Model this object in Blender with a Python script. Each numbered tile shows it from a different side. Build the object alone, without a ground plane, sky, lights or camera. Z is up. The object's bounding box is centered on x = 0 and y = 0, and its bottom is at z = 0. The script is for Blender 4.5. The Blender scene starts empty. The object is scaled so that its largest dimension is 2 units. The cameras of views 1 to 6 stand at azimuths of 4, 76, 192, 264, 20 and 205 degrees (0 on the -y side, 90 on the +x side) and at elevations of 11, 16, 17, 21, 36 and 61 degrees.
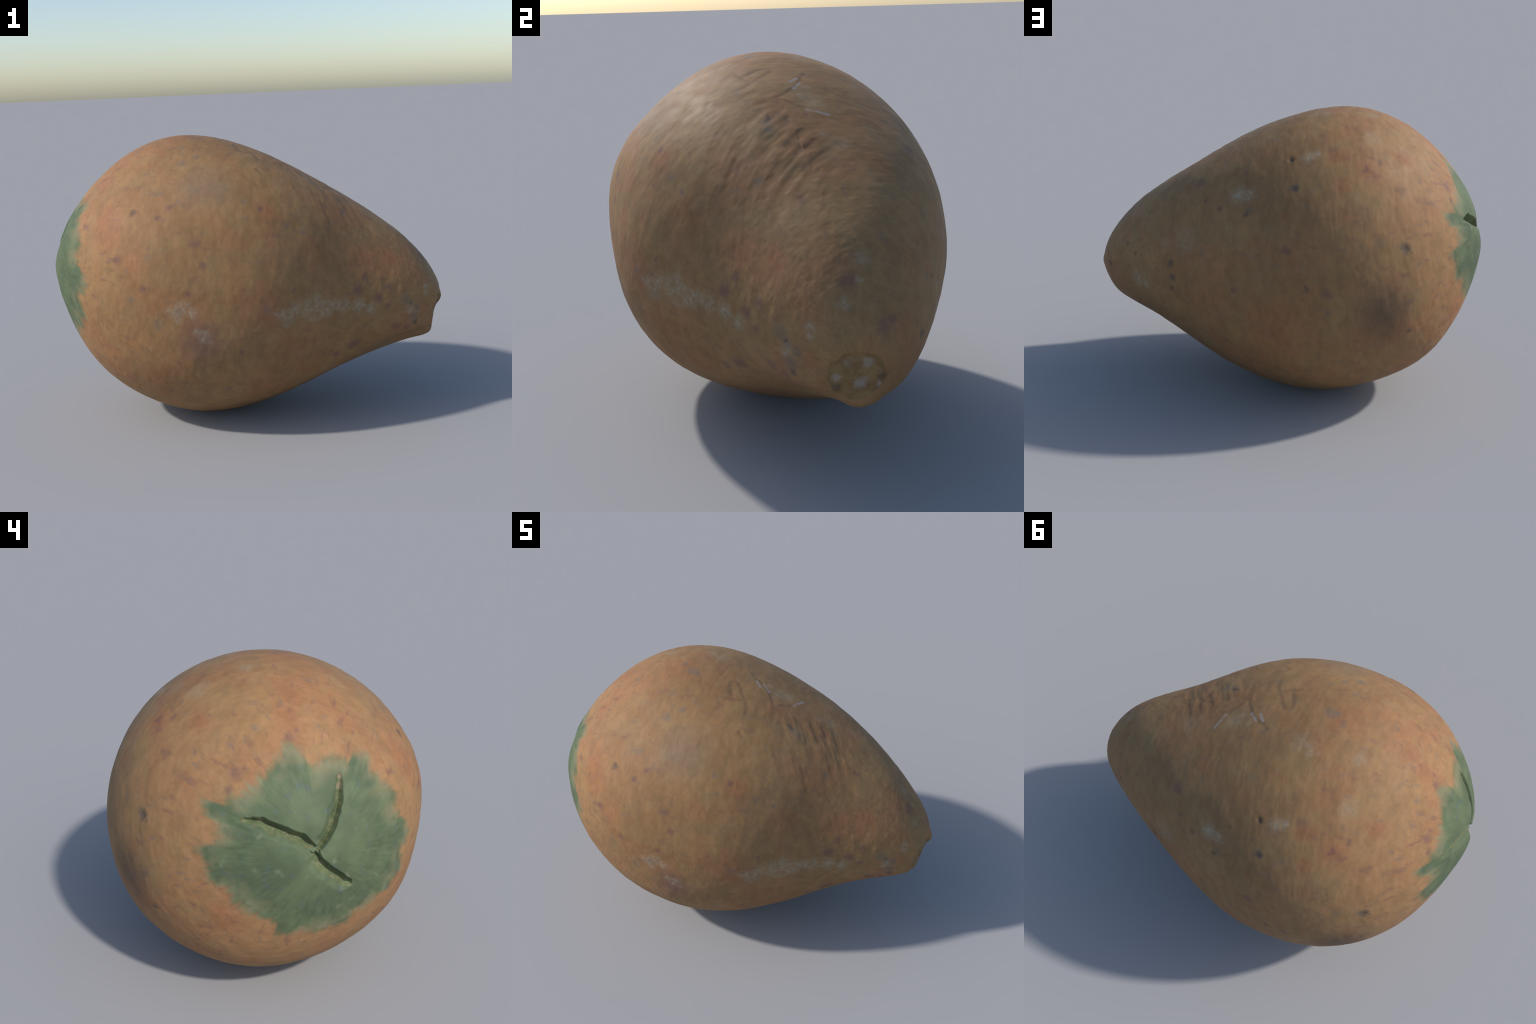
"""An orange, pear-shaped coconut lying on its side.

The fruit is one lofted skin: a radius profile along a tilted axis, with a few
lobes round the axis, then cut flat at the blossom tip, split by three furrows
in the green stem end, scratched and wrinkled.  The skin is finally divided by
region into husk, green cap, furrows and tip scar; all borders coincide.
"""
import math
import bpy
import numpy as np

# ------------------------------------------------------------------ shape data
STEM = np.array([-1.0, -0.115, 0.83])        # axis end in the green cap
TIP = np.array([0.988, -0.035, 0.51])        # axis end at the blossom tip
AXIS_LENGTH = float(np.linalg.norm(TIP - STEM))
AXIS = (TIP - STEM) / AXIS_LENGTH
UP = np.array([0.0, 0.0, 1.0]) - AXIS * AXIS[2]
UP /= np.linalg.norm(UP)
SIDE = np.cross(UP, AXIS)

# control radii from stem to tip (cubic B-spline): the mean, then the cosine and
# sine amplitudes of 1, 2 .. 6 lobes round the axis
RADIUS = [
    (0.1381, 0.1499, 0.1464, -0.0171, -0.0014, 0.0031, -0.0118, 0.0137, -0.0268, -0.0032, -0.0039, 0.0057, -0.0118),
    (0.4086, 0.1138, 0.1219, -0.0166, -0.0179, -0.0023, -0.0034, 0.0099, -0.0249, -0.0025, -0.0015, 0.0049, -0.0095),
    (0.6557, 0.0749, 0.0961, -0.0157, -0.0329, -0.0086, 0.0057, 0.0039, -0.0183, -0.0015, 0.0019, 0.0027, -0.0041),
    (0.7743, 0.0234, 0.1038, 0.0041, -0.0226, 0.0063, 0.0127, -0.0039, -0.0030, 0.0049, 0.0042, 0.0016, 0.0062),
    (0.7692, 0.0307, 0.0989, 0.0034, -0.0027, 0.0034, 0.0044, 0.0012, 0.0086, 0.0050, 0.0019, 0.0041, -0.0058),
    (0.7229, 0.0022, 0.0844, 0.0007, -0.0041, 0.0018, -0.0018, -0.0052, -0.0001, -0.0016, 0.0011, 0.0002, 0.0040),
    (0.6409, 0.0080, 0.0709, -0.0075, -0.0096, 0.0029, -0.0020, -0.0069, -0.0076, -0.0065, 0.0014, 0.0007, -0.0061),
    (0.4949, 0.0442, 0.1143, 0.0076, 0.0166, -0.0042, 0.0081, -0.0080, -0.0100, 0.0065, 0.0011, -0.0072, -0.0058),
    (0.4240, 0.1007, 0.0900, -0.0115, 0.0110, 0.0080, 0.0021, 0.0054, -0.0002, -0.0075, -0.0035, 0.0082, 0.0015),
    (0.4234, 0.0692, 0.1155, 0.0028, 0.0096, 0.0082, 0.0091, -0.0044, -0.0214, -0.0148, 0.0067, 0.0084, 0.0080),
    (0.5523, 0.0210, 0.2005, 0.0086, 0.0558, -0.0398, 0.0298, -0.0084, -0.0455, -0.0178, 0.0203, -0.0034, 0.0041),
    (0.7080, -0.0296, 0.2857, 0.0147, 0.0985, -0.0811, 0.0471, -0.0108, -0.0596, -0.0177, 0.0284, -0.0120, -0.0000),
]

CAP_CENTRE = np.array([-0.991, -0.130, 0.863])
# reach of the green cap round its centre: (turn 0..1 from -pi, metres)
CAP_REACH = [
    (0.003, 0.430), (0.023, 0.429), (0.056, 0.447), (0.075, 0.414), (0.093, 0.438), (0.121, 0.444), (0.145, 0.486), (0.159, 0.463), (0.172, 0.500), (0.207, 0.444), (0.227, 0.490), (0.251, 0.480), (0.274, 0.414), (0.298, 0.401), (0.312, 0.432), (0.338, 0.401), (0.361, 0.391), (0.379, 0.386), (0.394, 0.431), (0.413, 0.422), (0.424, 0.389), (0.426, 0.356), (0.438, 0.352), (0.441, 0.364), (0.466, 0.349), (0.486, 0.328), (0.507, 0.313), (0.509, 0.347), (0.523, 0.392), (0.539, 0.413), (0.559, 0.384), (0.577, 0.363), (0.607, 0.349), (0.630, 0.361), (0.655, 0.373), (0.678, 0.405), (0.685, 0.471), (0.704, 0.441), (0.707, 0.398), (0.729, 0.389), (0.741, 0.405), (0.753, 0.481), (0.775, 0.449), (0.801, 0.454), (0.822, 0.398), (0.837, 0.408), (0.868, 0.399), (0.894, 0.377), (0.921, 0.371), (0.937, 0.427), (0.973, 0.408),
]

# furrows of the cap: centre line, width of the steep and of the gentle wall, depth,
# and the hand on which the steep wall stands
FURROWS = [
    dict(line=[(-0.992, -0.136, 0.857), (-0.974, -0.171, 0.895), (-0.954, -0.193, 0.934), (-0.928, -0.211, 0.979), (-0.901, -0.231, 1.018), (-0.873, -0.233, 1.063), (-0.833, -0.237, 1.116)],
         steep=0.010, gentle=0.044, depth=0.034, away=(0.0, -1.0, 0.0)),
    dict(line=[(-0.988, -0.104, 0.878), (-0.985, -0.089, 0.889), (-0.977, -0.064, 0.908), (-0.971, -0.033, 0.917), (-0.962, -0.003, 0.931), (-0.950, 0.037, 0.944), (-0.939, 0.065, 0.956), (-0.931, 0.080, 0.965), (-0.921, 0.113, 0.967), (-0.902, 0.174, 0.961)],
         steep=0.020, gentle=0.046, depth=0.042, away=(0.0, 0.0, 1.0)),
    dict(line=[(-0.997, -0.116, 0.844), (-0.996, -0.141, 0.800), (-0.981, -0.176, 0.761), (-0.956, -0.226, 0.712), (-0.927, -0.271, 0.665)],
         steep=0.020, gentle=0.054, depth=0.038, away=(0.0, -0.6, 0.8)),
]

# hand-scratched strokes and wrinkles on the upper flank
SCRATCHES = [
    dict(line=[(-0.059, -0.183, 1.379), (-0.035, -0.182, 1.372), (-0.002, -0.168, 1.365), (0.044, -0.151, 1.352)], width=0.012, depth=0.001),
    dict(line=[(-0.008, -0.172, 1.366), (-0.038, -0.111, 1.387), (-0.052, -0.072, 1.396), (-0.041, -0.046, 1.395), (-0.019, -0.053, 1.387), (0.010, -0.089, 1.373), (0.036, -0.131, 1.358), (0.068, -0.176, 1.338), (0.082, -0.274, 1.305)], width=0.012, depth=0.001),
    dict(line=[(0.008, 0.073, 1.373), (0.060, 0.041, 1.355), (0.104, 0.017, 1.336), (0.138, -0.024, 1.322), (0.161, -0.058, 1.310), (0.176, -0.104, 1.301)], width=0.008, depth=0.001),
    dict(line=[(0.174, -0.086, 1.303), (0.212, -0.033, 1.284), (0.242, -0.000, 1.267), (0.273, 0.002, 1.249)], width=0.008, depth=0.001),
    dict(line=[(0.261, -0.100, 1.256), (0.290, -0.154, 1.233)], width=0.013, depth=0.001),
    dict(line=[(0.304, -0.071, 1.232), (0.348, -0.127, 1.200), (0.370, -0.175, 1.176)], width=0.013, depth=0.001),
    dict(line=[(0.349, -0.036, 1.205), (0.384, -0.087, 1.180), (0.408, -0.118, 1.160)], width=0.013, depth=0.001),
    dict(line=[(0.398, -0.001, 1.173), (0.435, -0.058, 1.148), (0.448, -0.091, 1.136)], width=0.013, depth=0.001),
    dict(line=[(0.441, 0.033, 1.146), (0.475, -0.029, 1.123), (0.506, -0.084, 1.096)], width=0.013, depth=0.001),
    dict(line=[(0.076, -0.323, 1.287), (0.097, -0.340, 1.271)], width=0.013, depth=0.001),
    dict(line=[(0.154, -0.177, 1.302), (0.171, -0.195, 1.290)], width=0.013, depth=0.001),
]
PALE_STROKES = [
    [(0.049, 0.033, 1.360), (0.077, -0.002, 1.350)],
    [(0.083, 0.033, 1.345), (0.123, -0.003, 1.329)],
    [(0.250, 0.011, 1.262), (0.274, 0.091, 1.241)],
]

# colour spots: (x, y, z, radius)
DARK_MARKS = [
    (0.272, -0.145, 1.245, 0.014), (-0.483, -0.553, 1.126, 0.017), (0.835, -0.221, 0.491, 0.012), (0.811, -0.237, 0.597, 0.008),
    (0.752, 0.291, 0.743, 0.008), (0.986, 0.020, 0.531, 0.007), (0.900, 0.190, 0.598, 0.009), (-0.117, 0.443, 1.252, 0.013),
    (-0.169, 0.552, 1.147, 0.015), (0.009, 0.489, 1.168, 0.007), (0.055, 0.579, 1.014, 0.009), (-0.668, 0.529, 0.904, 0.022),
    (-0.257, 0.703, 0.729, 0.012), (0.693, 0.343, 0.707, 0.008), (0.650, 0.371, 0.711, 0.007), (0.883, 0.205, 0.590, 0.014),
    (0.450, 0.488, 0.722, 0.016), (0.442, 0.490, 0.649, 0.017), (0.453, 0.475, 0.593, 0.013), (-0.707, 0.501, 0.508, 0.011),
    (0.049, 0.579, 1.019, 0.009), (-0.478, -0.556, 1.125, 0.010), (-0.694, 0.514, 0.882, 0.010),
]
GRAY_MARKS = [
    (0.823, -0.230, 0.522, 0.026), (0.789, -0.251, 0.617, 0.023), (0.846, -0.210, 0.564, 0.017), (0.816, -0.233, 0.587, 0.019),
    (0.828, -0.227, 0.524, 0.017), (-0.272, -0.363, 1.332, 0.020), (-0.210, -0.316, 1.357, 0.014), (-0.287, -0.250, 1.393, 0.013),
    (-0.360, -0.512, 1.205, 0.014), (-0.272, -0.549, 1.176, 0.012), (-0.291, -0.559, 1.163, 0.010), (0.022, -0.520, 1.158, 0.015),
    (-0.498, -0.661, 0.741, 0.014), (-0.277, -0.698, 0.691, 0.019), (0.120, -0.637, 0.673, 0.018), (0.487, -0.237, 1.056, 0.016),
    (-0.081, -0.557, 0.276, 0.014), (-0.374, -0.678, 0.628, 0.021), (0.932, -0.063, 0.720, 0.010), (0.042, 0.574, 1.034, 0.015),
    (0.776, 0.265, 0.756, 0.010), (-0.441, 0.526, 0.273, 0.011), (-0.518, -0.162, 1.383, 0.013), (-0.716, 0.079, 1.262, 0.016),
    (-0.897, 0.249, 0.869, 0.011), (-0.738, 0.177, 1.202, 0.012), (-0.226, -0.094, 1.434, 0.023), (-0.303, -0.037, 1.446, 0.014),
    (-0.169, 0.545, 1.156, 0.014), (-0.656, 0.539, 0.902, 0.013), (0.222, -0.501, 1.040, 0.014), (0.295, -0.471, 1.000, 0.014),
    (-0.355, 0.691, 0.623, 0.015), (-0.252, -0.086, 1.438, 0.020), (0.297, -0.151, 1.229, 0.019), (0.329, -0.158, 1.207, 0.019),
]
PURPLE_MARKS = [
    (-0.311, -0.570, 1.149, 0.016), (-0.365, -0.596, 1.107, 0.013), (0.098, -0.514, 1.126, 0.014), (-0.189, -0.657, 0.991, 0.021),
    (-0.155, -0.680, 0.894, 0.015), (-0.736, -0.453, 1.052, 0.017), (-0.557, -0.628, 0.923, 0.018), (-0.438, -0.680, 0.794, 0.015),
    (0.544, -0.384, 0.698, 0.025), (0.583, -0.347, 0.753, 0.016), (0.648, -0.331, 0.644, 0.022), (0.698, -0.297, 0.691, 0.016),
    (0.688, -0.310, 0.597, 0.016), (0.533, -0.329, 0.419, 0.026), (0.435, -0.364, 0.374, 0.019), (-0.360, -0.526, 0.259, 0.014),
    (0.620, -0.120, 1.005, 0.013), (0.244, -0.576, 0.747, 0.012), (-0.003, -0.649, 0.479, 0.014), (-0.176, -0.683, 0.540, 0.090),
    (-0.228, -0.699, 0.774, 0.015), (0.738, -0.269, 0.490, 0.020), (0.789, -0.238, 0.471, 0.017), (0.969, 0.036, 0.666, 0.025),
    (0.954, 0.069, 0.683, 0.014), (0.882, -0.051, 0.797, 0.027), (0.339, 0.372, 1.101, 0.022), (0.607, -0.128, 1.012, 0.009),
    (0.508, -0.338, 0.410, 0.023), (0.101, -0.516, 1.122, 0.009), (0.327, 0.381, 1.101, 0.022), (-0.345, 0.696, 0.712, 0.023),
    (-0.151, 0.675, 0.888, 0.017), (0.095, 0.646, 0.670, 0.012), (-0.445, 0.457, 1.227, 0.010), (0.153, 0.548, 0.382, 0.013),
    (-0.206, 0.521, 0.215, 0.013), (-0.486, 0.431, 0.202, 0.010), (0.195, 0.523, 1.017, 0.015), (-0.764, -0.046, 1.231, 0.017),
    (-0.813, 0.167, 1.117, 0.025), (-0.811, 0.135, 1.134, 0.012), (-0.839, 0.195, 1.062, 0.015), (-0.743, -0.446, 1.052, 0.016),
    (-0.742, -0.081, 1.251, 0.011), (-0.459, 0.440, 1.237, 0.011), (-0.516, 0.387, 1.253, 0.013), (-0.164, 0.677, 0.886, 0.014),
    (0.279, 0.470, 1.038, 0.011), (-0.845, 0.352, 0.586, 0.010),
]
RED_MARKS = [
    (-0.605, -0.564, 1.030, 0.076), (-0.487, -0.654, 0.921, 0.067), (0.877, -0.186, 0.560, 0.027), (0.692, -0.243, 0.839, 0.048),
    (-0.328, 0.432, 1.279, 0.036), (-0.378, 0.533, 1.166, 0.026), (-0.458, 0.447, 1.231, 0.053), (-0.606, 0.286, 1.263, 0.039),
    (-0.920, 0.220, 0.654, 0.028), (-0.628, -0.086, 1.342, 0.038), (-0.690, -0.051, 1.299, 0.044), (-0.676, -0.286, 1.242, 0.039),
    (-0.626, -0.515, 1.087, 0.054), (-0.899, 0.242, 0.568, 0.038), (-0.136, 0.622, 1.025, 0.023), (0.753, 0.276, 0.778, 0.034),
    (-0.342, 0.428, 1.281, 0.035), (-0.368, 0.521, 1.184, 0.020), (-0.903, 0.216, 0.534, 0.059), (0.130, -0.515, 1.104, 0.049),
    (0.952, 0.108, 0.651, 0.031), (0.124, -0.635, 0.658, 0.060), (0.589, -0.312, 0.839, 0.064),
]
PALE_MARKS = [
    (0.182, -0.609, 0.649, 0.027), (0.249, -0.574, 0.662, 0.030), (0.439, -0.452, 0.642, 0.028), (0.614, -0.348, 0.596, 0.026),
    (0.369, -0.495, 0.615, 0.022), (-0.146, -0.684, 0.547, 0.015), (-0.211, -0.699, 0.682, 0.027), (-0.300, -0.696, 0.691, 0.024),
    (-0.164, -0.688, 0.567, 0.025), (-0.191, -0.691, 0.585, 0.018), (0.309, -0.537, 0.651, 0.034), (0.347, -0.514, 0.668, 0.031),
    (0.330, -0.518, 0.603, 0.021), (0.392, -0.482, 0.635, 0.039), (0.478, -0.427, 0.635, 0.034), (0.550, -0.384, 0.618, 0.032),
    (0.210, -0.592, 0.621, 0.033), (-0.254, -0.699, 0.706, 0.027), (-0.280, -0.695, 0.660, 0.021), (0.893, -0.179, 0.659, 0.015),
    (0.890, -0.184, 0.631, 0.013), (0.806, -0.239, 0.563, 0.020), (0.886, -0.014, 0.800, 0.012), (0.917, -0.079, 0.736, 0.016),
    (-0.198, 0.441, 1.269, 0.027), (-0.231, 0.432, 1.280, 0.021), (0.112, 0.517, 1.084, 0.036), (0.054, 0.532, 1.095, 0.030),
    (0.678, 0.343, 0.579, 0.034), (0.634, 0.368, 0.570, 0.027),
]
SHEEN_MARKS = [
    (0.422, 0.081, 1.155, 0.030), (0.181, 0.055, 1.296, 0.031), (0.118, 0.055, 1.327, 0.020), (0.375, 0.042, 1.187, 0.017),
    (0.838, 0.003, 0.855, 0.027), (0.376, 0.509, 0.841, 0.053), (0.484, 0.459, 0.809, 0.035), (-0.224, 0.127, 1.427, 0.029),
    (-0.158, 0.114, 1.419, 0.029), (-0.462, 0.295, 1.339, 0.030), (-0.430, 0.077, 1.426, 0.019), (-0.431, 0.078, 1.425, 0.029),
    (-0.475, 0.277, 1.344, 0.032), (-0.201, 0.106, 1.428, 0.031), (-0.164, 0.092, 1.424, 0.029), (-0.247, 0.123, 1.430, 0.017),
    (-0.441, 0.077, 1.423, 0.025), (-0.465, 0.275, 1.349, 0.036), (0.196, 0.047, 1.288, 0.039), (0.160, 0.016, 1.310, 0.030),
    (0.088, 0.522, 1.091, 0.021),
]


RINGS, SECTORS = 720, 1000


# ------------------------------------------------------------------ small tools
def spline_weights(s, count):
    t = np.clip(s, 0, 1) * (count - 3)
    i = np.minimum(t.astype(int), count - 4)
    f = t - i
    w = np.stack([(1 - f) ** 3, 3 * f ** 3 - 6 * f ** 2 + 4, -3 * f ** 3 + 3 * f ** 2 + 3 * f + 1, f ** 3], -1) / 6
    out = np.zeros(s.shape + (count,))
    for k in range(4):
        np.put_along_axis(out, (i + k)[..., None], w[..., k:k + 1], -1)
    return out


def smooth(lo, hi, x):
    t = np.clip((x - lo) / (hi - lo), 0, 1)
    return t * t * (3 - 2 * t)


LATTICE = np.random.default_rng(11).uniform(-1, 1, (64, 64, 64))


def noise(p):
    """Smooth value noise in -1..1 at the points p (n, 3)."""
    i = np.floor(p).astype(int)
    f = p - i
    f = f * f * f * (f * (f * 6 - 15) + 10)
    i &= 63
    j = (i + 1) & 63
    total = 0
    for a in (0, 1):
        for b in (0, 1):
            for c in (0, 1):
                w = (f[:, 0] if a else 1 - f[:, 0]) * (f[:, 1] if b else 1 - f[:, 1]) * (f[:, 2] if c else 1 - f[:, 2])
                total = total + w * LATTICE[(j if a else i)[:, 0], (j if b else i)[:, 1], (j if c else i)[:, 2]]
    return total


def line_distance(p, line):
    """Distance to a polyline, position along it (0..1) and the offset vector."""
    line = np.array(line)
    seg = np.linalg.norm(np.diff(line, axis=0), axis=1)
    start = np.concatenate([[0], np.cumsum(seg)])
    best = np.full(len(p), 1e9)
    along = np.zeros(len(p))
    offset = np.zeros_like(p)
    for k in range(len(seg)):
        d = (line[k + 1] - line[k]) / seg[k]
        t = np.clip((p - line[k]) @ d, 0, seg[k])
        o = p - line[k] - t[:, None] * d
        r = np.linalg.norm(o, axis=1)
        m = r < best
        best[m], along[m], offset[m] = r[m], (start[k] + t[m]) / start[-1], o[m]
    return best, along, offset


# ------------------------------------------------------------------ the skin as one surface
s = ((np.arange(RINGS) + 0.5) / RINGS)[:, None] * np.ones((1, SECTORS))
turn = (np.arange(SECTORS) / SECTORS * 2 * np.pi)[None, :] * np.ones((RINGS, 1))
table = np.array(RADIUS)
lobes = np.stack([np.ones_like(turn)] + [f(k * turn) for k in range(1, 7) for f in (np.cos, np.sin)], -1)
radius = np.sin(np.pi * s) * np.einsum("rk,kh,rch->rc", spline_weights(s[:, 0], len(table)), table, lobes)
grid = (STEM + AXIS * (AXIS_LENGTH * (1 - np.cos(np.pi * s)) / 2)[..., None]
        + radius[..., None] * (np.cos(turn)[..., None] * UP + np.sin(turn)[..., None] * SIDE))


def grid_normals(g):
    along = np.gradient(g, axis=0)
    around = np.roll(g, -1, 1) - np.roll(g, 1, 1)
    n = np.cross(around, along)
    n /= np.linalg.norm(n, axis=-1, keepdims=True) + 1e-12
    return n * np.sign((n * (g - np.array([-0.2, -0.08, 0.7]))).sum(-1).mean())


normal = grid_normals(grid).reshape(-1, 3)
point = grid.reshape(-1, 3)
S, T = s.ravel(), turn.ravel()
lift = np.zeros(len(point))                   # signed distance to move along the normal

# fine fibre: short streaks running round the fruit, longer ones on the cap
streak = np.stack([S * 130, np.cos(T) * 12, np.sin(T) * 12], -1)
calm = smooth(0.02, 0.14, S) * smooth(0.02, 0.10, 1 - S)
lift += calm * (0.0005 * noise(streak) + 0.0003 * noise(streak * 2.1 + 7))
lift += 0.0015 * noise(point * 9) + 0.0005 * noise(point * 30)

# wrinkled patch on the upper flank, between the scratches and the tip
patch = np.exp(-(((point - np.array([0.40, -0.14, 1.16])) / np.array([0.25, 0.20, 0.3])) ** 2).sum(1))
fold = np.stack([S * 84 + 9 * T, np.cos(T) * 6, np.sin(T) * 6], -1)
lift += patch * (0.0021 * noise(fold) + 0.0009 * noise(fold * np.array([2.1, 1.5, 1.5]) + 3))
patch = np.exp(-(((point - np.array([0.72, -0.36, 0.60])) / np.array([0.2, 0.2, 0.16])) ** 2).sum(1))
lift += patch * (0.0018 * noise(point * 26) + 0.0008 * noise(point * 55))

for scratch in SCRATCHES:
    near = np.where(np.linalg.norm(point - np.mean(scratch["line"], 0), axis=1) < 0.4)[0]
    d, along, _ = line_distance(point[near], scratch["line"])
    end = smooth(0, 0.12, along) * smooth(0, 0.12, 1 - along)
    lift[near] -= scratch["depth"] * np.exp(-(d / scratch["width"]) ** 2) * (0.35 + 0.65 * end)

# small pits and the bulge lines
for x, y, z, r, depth in [(-0.118, 0.442, 1.253, 0.012, 0.008), (-0.483, -0.552, 1.127, 0.010, 0.002),
                          (-0.668, 0.529, 0.906, 0.016, 0.004), (0.905, 0.105, 0.60, 0.010, 0.004)]:
    d = np.linalg.norm(point - np.array([x, y, z]), axis=1)
    lift -= depth * np.exp(-(d / r) ** 2)

lift += 0.008 * np.exp(-(np.linalg.norm(point - np.array([0.900, -0.03, 0.395]), axis=1) / 0.060) ** 2)

# three furrows in the green cap
furrow_of = np.full(len(point), -1)
from_cap = np.linalg.norm(point - CAP_CENTRE, axis=1)
near = np.where(from_cap < 0.5)[0]
for number, furrow in enumerate(FURROWS):
    q = point[near]
    wobble = 0.0042 * np.stack([noise(q * 40 + 5 * k) for k in (1, 2, 3)], -1) + 0.0005 * np.stack([noise(q * 90 + 5 * k) for k in (4, 5, 6)], -1)
    d, along, offset = line_distance(q + wobble, furrow["line"])
    hand = (offset @ np.array(furrow["away"])) > 0
    fade = smooth(-0.10, 0.10, along) * smooth(0.0, 0.35, 1 - along) ** 0.6
    if number == 2:
        fade = smooth(-0.10, 0.10, along) * smooth(0.0, 0.12, 1 - along)
    inside = (along > 0.0005) & (along < 0.9995)
    wall = np.where(hand, furrow["steep"], furrow["gentle"]) * (0.25 + 0.75 * fade)
    cut = np.clip(1 - d / wall, 0, 1)
    cut = np.where(hand, smooth(0, 1, cut), cut ** 1.25)
    lift[near] -= furrow["depth"] * fade * cut
    lift[near] -= 0.008 * np.exp(-(d / 0.060) ** 2) * smooth(0.0, 0.5, 1 - along)
    furrow_of[near[(cut > 0.40) & (fade > 0.22) & inside]] = number

point = point + normal * lift[:, None]

# blossom tip: cut flat, hollowed, with a raised lip on the upper far side
CUT_NORMAL = np.array([0.96, -0.194, -0.199]) / np.linalg.norm([0.96, -0.194, -0.199])
CUT_CENTRE = np.array([0.953, -0.045, 0.505])
rel = point - CUT_CENTRE
height = rel @ CUT_NORMAL
flat = np.linalg.norm(rel - height[:, None] * CUT_NORMAL, axis=1)
at_tip = (S > 0.8) & (flat < 0.22)
ragged = flat + 0.008 * noise(point * 30) + 0.004 * noise(point * 80)
k = 0.004
over = np.where(at_tip, k * np.log1p(np.exp(np.clip(height / k, -40, 40))), 0)
point = point - CUT_NORMAL * over[:, None]
face = np.where(at_tip, -0.007 * smooth(0.094, 0.078, ragged) - 0.0015 * np.exp(-((ragged - 0.092) / 0.008) ** 2)
                + smooth(0.09, 0.07, ragged) * (0.004 * noise(point * 50) + 0.002 * noise(point * 120)), 0)
lip = 0.018 * np.exp(-((np.linalg.norm(point - np.array([0.978, 0.040, 0.560]), axis=1)) / 0.040) ** 2)
sill = 0.003 * np.exp(-((np.linalg.norm(point - np.array([0.940, -0.028, 0.412]), axis=1)) / 0.035) ** 2)
point = point + CUT_NORMAL * (face + lip + sill)[:, None]
scar = (ragged < 0.092) & at_tip

# ------------------------------------------------------------------ one mesh, then parts by region
pole = np.stack([point[:SECTORS].mean(0), point[-SECTORS:].mean(0)])
vertices = np.vstack([point, pole])
r, c = np.meshgrid(np.arange(RINGS - 1), np.arange(SECTORS), indexing="ij")
n = (c + 1) % SECTORS
quads = np.stack([r * SECTORS + c, r * SECTORS + n, (r + 1) * SECTORS + n, (r + 1) * SECTORS + c], -1).reshape(-1, 4)
a = np.arange(SECTORS)
b = (a + 1) % SECTORS
last = (RINGS - 1) * SECTORS
fans = np.concatenate([np.stack([b, a, np.full(SECTORS, len(point))], -1),
                       np.stack([a + last, b + last, np.full(SECTORS, len(point) + 1)], -1)])
v = vertices
if np.einsum("ij,ij->i", np.cross(v[quads[:, 1]] - v[quads[:, 0]], v[quads[:, 2]] - v[quads[:, 0]]),
             v[quads[:, 0]] - np.array([-0.2, -0.08, 0.7])).mean() < 0:
    quads, fans = quads[:, ::-1], fans[:, ::-1]

vn = np.zeros_like(vertices)
for f in (quads, fans):
    fn = np.cross(v[f[:, 1]] - v[f[:, 0]], v[f[:, -1]] - v[f[:, 0]])
    for k in range(f.shape[1]):
        np.add.at(vn, f[:, k], fn)
vn /= np.linalg.norm(vn, axis=1, keepdims=True) + 1e-12

cap_turn = np.arctan2((vertices - CAP_CENTRE) @ SIDE, (vertices - CAP_CENTRE) @ UP)
reach = np.interp((cap_turn + np.pi) / 2 / np.pi, [t for t, _ in CAP_REACH], [d for _, d in CAP_REACH], period=1)
green = np.linalg.norm(vertices - CAP_CENTRE, axis=1) < reach
region = np.zeros(len(vertices), int)             # 0 husk, 1 cap, 2 scar, 3.. furrows
region[green] = 1
region[:len(point)][scar] = 2
region[-1] = 2
for number in range(3):
    region[:len(point)][furrow_of == number] = 3 + number


def face_region(f):
    return region[f].max(1) if f.shape[1] == 3 else np.where((region[f] == region[f][:, :1]).all(1), region[f][:, 0], np.median(region[f], 1).astype(int))


def skin_part(name, which, material):
    picked = [f[face_region(f) == which] for f in (quads, fans)]
    used = np.unique(np.concatenate([f.ravel() for f in picked]))
    back = np.full(len(vertices), -1)
    back[used] = np.arange(len(used))
    mesh = bpy.data.meshes.new(name)
    corners = np.concatenate([back[f].ravel() for f in picked]).astype(np.int32)
    sizes = np.concatenate([np.full(len(f), f.shape[1]) for f in picked]).astype(np.int32)
    mesh.vertices.add(len(used))
    mesh.vertices.foreach_set("co", vertices[used].astype(np.float32).ravel())
    mesh.loops.add(len(corners))
    mesh.loops.foreach_set("vertex_index", corners)
    mesh.polygons.add(len(sizes))
    mesh.polygons.foreach_set("loop_start", np.concatenate([[0], np.cumsum(sizes)[:-1]]).astype(np.int32))
    mesh.update(calc_edges=True)
    mesh.polygons.foreach_set("use_smooth", np.ones(len(sizes), bool))
    mesh.normals_split_custom_set_from_vertices(vn[used].astype(np.float32))
    mesh.materials.append(material)
    obj = bpy.data.objects.new(name, mesh)
    bpy.context.collection.objects.link(obj)
    return obj


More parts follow.
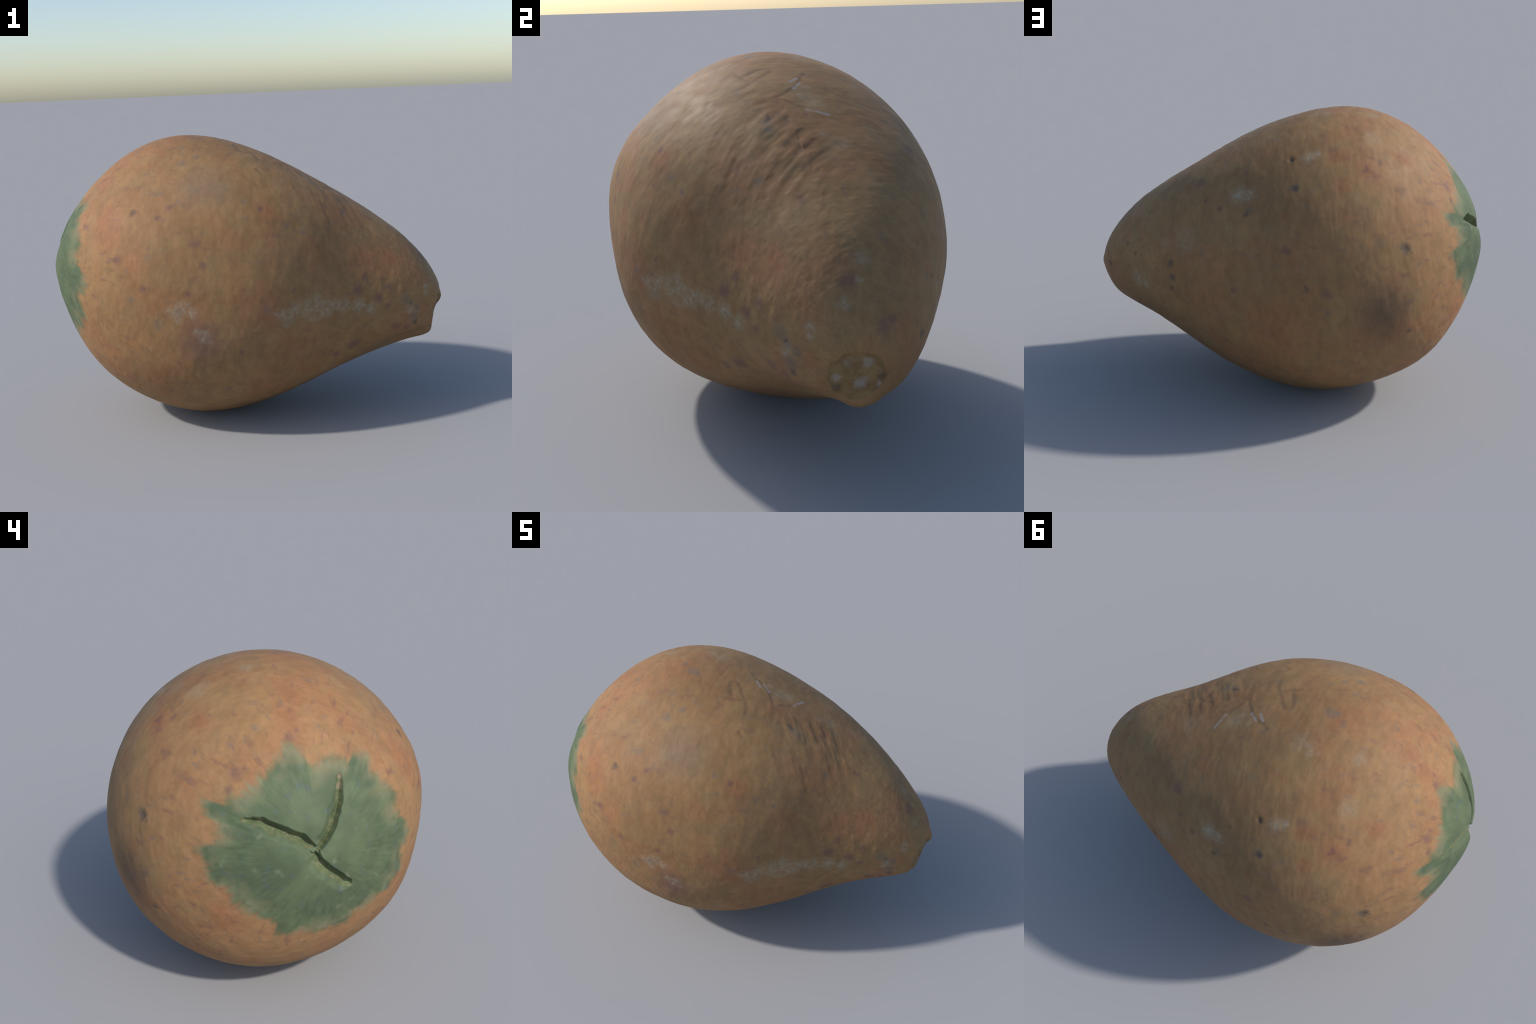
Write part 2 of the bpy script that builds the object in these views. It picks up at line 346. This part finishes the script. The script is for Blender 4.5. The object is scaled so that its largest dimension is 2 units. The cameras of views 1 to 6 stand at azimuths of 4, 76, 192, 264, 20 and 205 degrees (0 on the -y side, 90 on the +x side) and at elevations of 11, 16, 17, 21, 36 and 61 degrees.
# ------------------------------------------------------------------ materials
class Nodes:
    """Thin helper to write shader graphs as expressions."""

    def __init__(self, material):
        material.use_nodes = True
        self.tree = material.node_tree
        self.tree.nodes.clear()
        self.position = self.new("ShaderNodeTexCoord").outputs["Object"]

    def new(self, kind, **settings):
        node = self.tree.nodes.new(kind)
        for key, value in settings.items():
            setattr(node, key, value)
        return node

    def put(self, socket, value):
        if isinstance(value, bpy.types.NodeSocket):
            self.tree.links.new(value, socket)
        elif isinstance(value, tuple) and len(value) == 3 and socket.type == "RGBA":
            socket.default_value = (*value, 1)
        else:
            socket.default_value = value

    def math(self, op, a, b=0.0, c=0.0, clamp=False):
        node = self.new("ShaderNodeMath", operation=op, use_clamp=clamp)
        for k, x in enumerate((a, b, c)):
            self.put(node.inputs[k], x)
        return node.outputs[0]

    def vec(self, op, a, b=(0.0, 0.0, 0.0)):
        node = self.new("ShaderNodeVectorMath", operation=op)
        self.put(node.inputs[0], a)
        if op == "SCALE":
            self.put(node.inputs["Scale"], b)
        else:
            self.put(node.inputs[1], b)
        return node.outputs["Value" if op in ("DOT_PRODUCT", "DISTANCE", "LENGTH") else "Vector"]

    def xyz(self, x, y, z):
        node = self.new("ShaderNodeCombineXYZ")
        for k, value in enumerate((x, y, z)):
            self.put(node.inputs[k], value)
        return node.outputs[0]

    def noise(self, vector, scale, detail=2.0, rough=0.5, colour=False):
        node = self.new("ShaderNodeTexNoise")
        self.put(node.inputs["Vector"], vector)
        for key, value in (("Scale", scale), ("Detail", detail), ("Roughness", rough)):
            self.put(node.inputs[key], value)
        return node.outputs["Color" if colour else "Fac"]

    def ramp(self, x, lo, hi, out_lo=0.0, out_hi=1.0):
        node = self.new("ShaderNodeMapRange", interpolation_type="SMOOTHSTEP")
        for k, value in enumerate((x, lo, hi, out_lo, out_hi)):
            self.put(node.inputs[k], value)
        return node.outputs[0]

    def mix(self, factor, a, b, blend="MIX"):
        node = self.new("ShaderNodeMix", data_type="RGBA", blend_type=blend)
        self.put(node.inputs[0], factor)
        self.put(node.inputs[6], a)
        self.put(node.inputs[7], b)
        return node.outputs[2]

    def times(self, *xs):
        out = xs[0]
        for x in xs[1:]:
            out = self.math("MULTIPLY", out, x)
        return out

    def finish(self, colour, rough, bump, strength, distance=0.004):
        shader = self.new("ShaderNodeBsdfPrincipled")
        self.put(shader.inputs["Base Color"], colour)
        self.put(shader.inputs["Roughness"], rough)
        shader.inputs["Specular IOR Level"].default_value = 0.20
        node = self.new("ShaderNodeBump")
        node.inputs["Strength"].default_value = strength
        node.inputs["Distance"].default_value = distance
        self.put(node.inputs["Height"], bump)
        self.put(shader.inputs["Normal"], node.outputs[0])
        out = self.new("ShaderNodeOutputMaterial")
        self.tree.links.new(shader.outputs[0], out.inputs[0])


def fruit_frame(g):
    """Position along the axis as an arc 0..1 and the direction round it."""
    rel = g.vec("SUBTRACT", g.position, tuple(STEM))
    x = g.vec("DOT_PRODUCT", rel, tuple(AXIS))
    arc = g.math("DIVIDE", g.math("ARCCOSINE", g.math("SUBTRACT", 1.0, g.math("MULTIPLY", x, 2 / AXIS_LENGTH, clamp=False))), math.pi)
    u = g.vec("DOT_PRODUCT", rel, tuple(UP))
    w = g.vec("DOT_PRODUCT", rel, tuple(SIDE))
    away = g.math("SQRT", g.math("ADD", g.math("ADD", g.math("MULTIPLY", u, u), g.math("MULTIPLY", w, w)), 1e-6))
    return arc, g.math("DIVIDE", u, away), g.math("DIVIDE", w, away)


def after(g, position, value):
    """The same position, but evaluated only once value is known (keeps the shader small)."""
    return g.vec("ADD", position, g.vec("SCALE", (1.0, 1.0, 1.0), g.math("MULTIPLY", value, 1e-7)))


def marks(g, position, spots, soft):
    """Greatest of the soft discs round the given spots."""
    out = None
    for k, (x, y, z, r) in enumerate(spots):
        if k % 8 == 7:
            position = after(g, position, out)
        d = g.vec("DISTANCE", position, (x, y, z))
        m = g.ramp(d, r * (1 + soft), r * (1 - soft))
        out = m if out is None else g.math("MAXIMUM", out, m)
    return out


def strokes(g, position, lines, width):
    """Greatest of the soft bands along straight pieces of the given lines."""
    out = None
    for line in lines:
        if out is not None:
            position = after(g, position, out)
        for a, b in zip(line[:-1], line[1:]):
            a, b = np.array(a), np.array(b)
            length = float(np.linalg.norm(b - a))
            d = (b - a) / length
            rel = g.vec("SUBTRACT", position, tuple(a))
            t = g.math("MINIMUM", g.math("MAXIMUM", g.vec("DOT_PRODUCT", rel, tuple(d)), 0.0), length)
            foot = g.vec("SCALE", tuple(map(float, d)), t)
            m = g.ramp(g.vec("DISTANCE", rel, foot), width, width * 0.25)
            out = m if out is None else g.math("MAXIMUM", out, m)
    return out


def skin_colour(g):
    p = g.position
    arc, cu, cw = fruit_frame(g)
    round_ = g.xyz(g.math("MULTIPLY", arc, 60.0), g.math("MULTIPLY", cu, 7.0), g.math("MULTIPLY", cw, 7.0))
    streak = g.noise(round_, 1.0, 4.0, 0.6)
    fine = g.noise(round_, 2.6, 3.0, 0.6)
    calm = g.times(g.ramp(arc, 0.03, 0.14), g.ramp(arc, 0.985, 0.91))
    streak = g.math("ADD", 0.5, g.times(calm, g.math("SUBTRACT", streak, 0.5)))
    fine = g.math("ADD", 0.5, g.times(calm, g.math("SUBTRACT", fine, 0.5)))
    broad = g.noise(p, 2.2, 2.0)
    patch = g.noise(g.vec("ADD", p, (4.1, 2.2, 7.3)), 3.6, 4.0, 0.55)
    cloud = g.noise(g.vec("ADD", p, (1.3, 8.1, 3.3)), 6.0, 4.0, 0.6)
    warp = g.vec("SCALE", g.vec("SUBTRACT", g.noise(p, 28.0, 3.0, 0.6, colour=True), (0.5, 0.5, 0.5)), 0.045)
    bent = g.vec("ADD", p, warp)

    # ground tone: tan at the stem end, browner towards the tip
    ground = g.mix(g.ramp(arc, 0.14, 0.48), GROUND_STEM, GROUND_TIP)
    ground = g.mix(g.times(g.ramp(patch, 0.40, 0.66), 0.65), ground, OCHRE)
    ground = g.mix(g.times(g.ramp(g.math("ADD", g.times(cloud, 0.6), g.times(broad, 0.4)), 0.44, 0.68), 0.5), ground, RUST)
    ground = g.mix(g.times(g.ramp(g.noise(g.vec("ADD", p, (9.0, 1.0, 5.0)), 8.0, 4.0, 0.6), 0.46, 0.70), 0.38), ground, OLIVE)
    ground = g.mix(g.times(marks(g, bent, RED_MARKS, 0.9), 0.55), ground, RUST)
    # fine streaks round the fruit
    ground = g.mix(1.0, ground, g.mix(g.ramp(streak, 0.3, 0.7), (0.91, 0.91, 0.91), (1.08, 1.08, 1.08)), "MULTIPLY")
    ground = g.mix(1.0, ground, g.mix(g.ramp(fine, 0.3, 0.7), (0.95, 0.94, 0.93), (1.05, 1.05, 1.05)), "MULTIPLY")

    near_stem = g.ramp(arc, 0.15, 0.45, 0.40, 0.24)
    # scattered freckles, drawn out a little round the fruit
    freckle = g.noise(g.xyz(g.math("MULTIPLY", arc, 42.0), g.math("MULTIPLY", cu, 16.0), g.math("MULTIPLY", cw, 16.0)), 1.0, 1.6, 0.5)
    ground = g.mix(g.times(g.ramp(freckle, 0.60, 0.74), near_stem), ground, PLUM)
    freckle = g.noise(g.xyz(g.math("MULTIPLY", arc, 50.0), g.math("MULTIPLY", cu, 20.0), g.math("MULTIPLY", g.math("ADD", cw, 3.0), 20.0)), 1.0, 1.6, 0.5)
    ground = g.mix(g.times(g.ramp(freckle, 0.61, 0.75), near_stem), ground, GREY)

    # spots and soft patches
    break_up = g.ramp(g.noise(p, 50.0, 4.0, 0.6), 0.42, 0.62)
    ground = g.mix(g.times(marks(g, bent, PURPLE_MARKS, 0.85), 0.60), ground, PLUM)
    ground = g.mix(g.times(marks(g, bent, GRAY_MARKS, 0.85), 0.48), ground, GREY)
    ground = g.mix(g.times(marks(g, bent, DARK_MARKS, 0.75), 0.66), ground, SOOT)
    ground = g.mix(g.times(marks(g, bent, PALE_MARKS, 0.95), g.math("ADD", 0.13, g.times(break_up, 0.34))), ground, BLOOM)
    ground = g.mix(g.times(marks(g, bent, SHEEN_MARKS, 1.0), g.math("ADD", 0.14, g.times(break_up, 0.22))), ground, (0.360, 0.300, 0.210))
    haze = g.ramp(g.vec("DISTANCE", bent, HAZE_CENTRE), 0.20, 0.0)
    ground = g.mix(g.times(haze, 0.38), ground, (0.190, 0.140, 0.115))
    painted_shade = g.ramp(g.vec("DISTANCE", bent, (-0.62, 0.62, 0.62)), 0.24, 0.02)  # shading of the lower back flank, darkened into the skin colour
    ground = g.mix(g.times(painted_shade, 0.5), ground, SOOT)
    scratch_bend = g.vec("ADD", p, g.vec("SCALE", warp, 0.25))
    ground = g.mix(g.times(strokes(g, scratch_bend, [x["line"] for x in SCRATCHES], 0.014), g.ramp(g.noise(p, 24.0, 3.0), 0.36, 0.56, 0.12, 0.38)), ground, (0.10, 0.065, 0.045))
    ground = g.mix(g.times(strokes(g, scratch_bend, PALE_STROKES, 0.010), g.ramp(g.noise(p, 60.0, 3.0), 0.36, 0.55, 0.10, 0.55)), ground, (0.31, 0.31, 0.31))

    # green cap with a frayed edge
    rel = g.vec("SUBTRACT", p, tuple(CAP_CENTRE))
    angle = g.math("ARCTAN2", g.vec("DOT_PRODUCT", rel, tuple(SIDE)), g.vec("DOT_PRODUCT", rel, tuple(UP)))
    curve = g.new("ShaderNodeFloatCurve")
    g.put(curve.inputs["Value"], g.math("MULTIPLY_ADD", angle, 0.5 / math.pi, 0.5))
    ends = np.interp(0.0, [CAP_REACH[-1][0] - 1, CAP_REACH[0][0]], [CAP_REACH[-1][1], CAP_REACH[0][1]])
    dots = curve.mapping.curves[0].points
    dots[0].location, dots[1].location = (0.0, ends), (1.0, ends)
    for t, d in CAP_REACH:
        dots.new(t, d)
    curve.mapping.update()
    ray = g.noise(g.xyz(g.times(g.math("COSINE", angle), 17.0), g.times(g.math("SINE", angle), 17.0), g.times(g.vec("LENGTH", rel), 12.0)), 1.0, 4.0, 0.6)
    hem = g.math("SUBTRACT", g.math("ADD", curve.outputs[0], g.times(g.math("SUBTRACT", ray, 0.5), 0.10)), g.vec("LENGTH", rel))
    cap = g.ramp(hem, -0.032, 0.032)
    leaf = g.mix(g.ramp(g.noise(p, 7.0, 3.0, 0.55), 0.35, 0.65), GREEN_DARK, GREEN)
    leaf = g.mix(g.times(g.ramp(hem, 0.12, 0.0), g.ramp(g.noise(p, 9.0, 3.0), 0.40, 0.62)), leaf, GREEN_DRY)
    leaf = g.mix(g.times(g.ramp(g.noise(g.vec("ADD", p, (3.0, 3.0, 1.0)), 22.0, 3.0), 0.58, 0.74), 0.5), leaf, (0.085, 0.105, 0.115))
    leaf = g.mix(g.times(g.ramp(g.noise(g.vec("ADD", p, (8.0, 2.0, 1.0)), 15.0, 3.0), 0.62, 0.78), 0.5), leaf, (0.19, 0.22, 0.14))
    leaf = g.mix(g.ramp(g.vec("LENGTH", rel), 0.08, 0.30), leaf, g.mix(g.ramp(ray, 0.3, 0.7), (0.87, 0.88, 0.87), (1.13, 1.12, 1.13)), "MULTIPLY")
    colour = g.mix(cap, ground, leaf)
    height = g.times(calm, g.math("ADD", g.times(streak, 0.6), g.times(fine, 0.5)))
    return colour, height


GROUND_STEM = (0.318, 0.172, 0.082)
GROUND_TIP = (0.240, 0.137, 0.061)
OCHRE = (0.290, 0.175, 0.078)
RUST = (0.290, 0.120, 0.058)
OLIVE = (0.215, 0.150, 0.075)
PLUM = (0.140, 0.072, 0.068)
GREY = (0.140, 0.120, 0.105)
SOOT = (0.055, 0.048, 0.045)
BLOOM = (0.360, 0.350, 0.275)
HAZE_CENTRE = (-0.163, -0.490, 1.233)
GREEN = (0.108, 0.140, 0.074)
GREEN_DARK = (0.080, 0.108, 0.060)
GREEN_DRY = (0.205, 0.185, 0.105)
PITH_MARKS = [(-0.992, -0.130, 0.880, 0.012), (-0.86, -0.225, 1.062, 0.016), (-0.885, -0.222, 1.027, 0.014), (-0.835, -0.230, 1.09, 0.014),
              (-0.955, -0.012, 0.925, 0.010), (-0.968, -0.050, 0.912, 0.010), (-0.945, 0.030, 0.938, 0.008), (-0.917, 0.085, 0.968, 0.012)]
CORK_FLECKS = [(0.955, -0.078, 0.550, 0.013), (0.963, -0.017, 0.552, 0.014), (0.958, 0.030, 0.522, 0.010), (0.935, -0.108, 0.494, 0.014),
               (0.944, -0.033, 0.474, 0.018), (0.950, -0.012, 0.490, 0.010), (0.952, 0.025, 0.470, 0.010)]
CORK_PITS = [(0.955, 0.035, 0.505, 0.016), (0.934, -0.108, 0.462, 0.013)]

skin = bpy.data.materials.new("fruit_skin")
g = Nodes(skin)
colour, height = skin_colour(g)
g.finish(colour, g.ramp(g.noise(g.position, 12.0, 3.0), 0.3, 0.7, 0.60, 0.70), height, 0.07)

flesh = bpy.data.materials.new("furrow_flesh")
g = Nodes(flesh)
fibre = g.noise(g.vec("MULTIPLY", g.position, (1.0, 1.0, 2.0)), 35.0, 4.0, 0.65)
colour = g.mix(g.ramp(g.noise(g.position, 18.0, 3.0), 0.35, 0.6), (0.095, 0.125, 0.060), (0.125, 0.152, 0.072))
pith = marks(g, g.vec("ADD", g.position, g.vec("SCALE", g.vec("SUBTRACT", g.noise(g.position, 40.0, 2.0, 0.5, colour=True), (0.5, 0.5, 0.5)), 0.02)), PITH_MARKS, 0.5)
colour = g.mix(g.times(g.math("ADD", g.times(g.ramp(fibre, 0.50, 0.66), 0.34), g.times(pith, 0.7), clamp=True), 0.9), colour, (0.33, 0.265, 0.185))
g.finish(colour, 0.7, fibre, 0.5)

corky = bpy.data.materials.new("tip_scar_cork")
g = Nodes(corky)
bent = g.vec("ADD", g.position, g.vec("SCALE", g.vec("SUBTRACT", g.noise(g.position, 45.0, 2.0, 0.5, colour=True), (0.5, 0.5, 0.5)), 0.035))
colour = g.mix(g.ramp(g.noise(g.position, 18.0, 3.0), 0.35, 0.65), (0.250, 0.158, 0.070), (0.205, 0.124, 0.056))
rim = g.math("SUBTRACT", g.vec("DISTANCE", bent, tuple(CUT_CENTRE)), 0.0)
colour = g.mix(g.times(g.ramp(rim, 0.072, 0.092), 0.25), colour, (0.130, 0.080, 0.040))
colour = g.mix(g.times(marks(g, bent, CORK_FLECKS, 0.8), 0.45), colour, (0.36, 0.34, 0.33))
colour = g.mix(g.times(marks(g, bent, CORK_PITS, 0.6), 0.6), colour, (0.085, 0.060, 0.048))
g.finish(colour, 0.75, g.noise(g.position, 60.0, 4.0), 0.3)

# ------------------------------------------------------------------ objects
coconut = bpy.data.objects.new("coconut", None)
coconut["label"] = "pear-shaped orange-tan coconut on its side with cracked green end"
coconut["category"] = "coconut fruit"
bpy.context.collection.objects.link(coconut)

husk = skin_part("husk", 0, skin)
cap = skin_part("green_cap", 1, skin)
tip = skin_part("tip_scar", 2, corky)
for part in (husk, cap, tip):
    part.parent = coconut
for number in range(3):
    furrow = skin_part("furrow", 3 + number, flesh)
    furrow.parent = cap
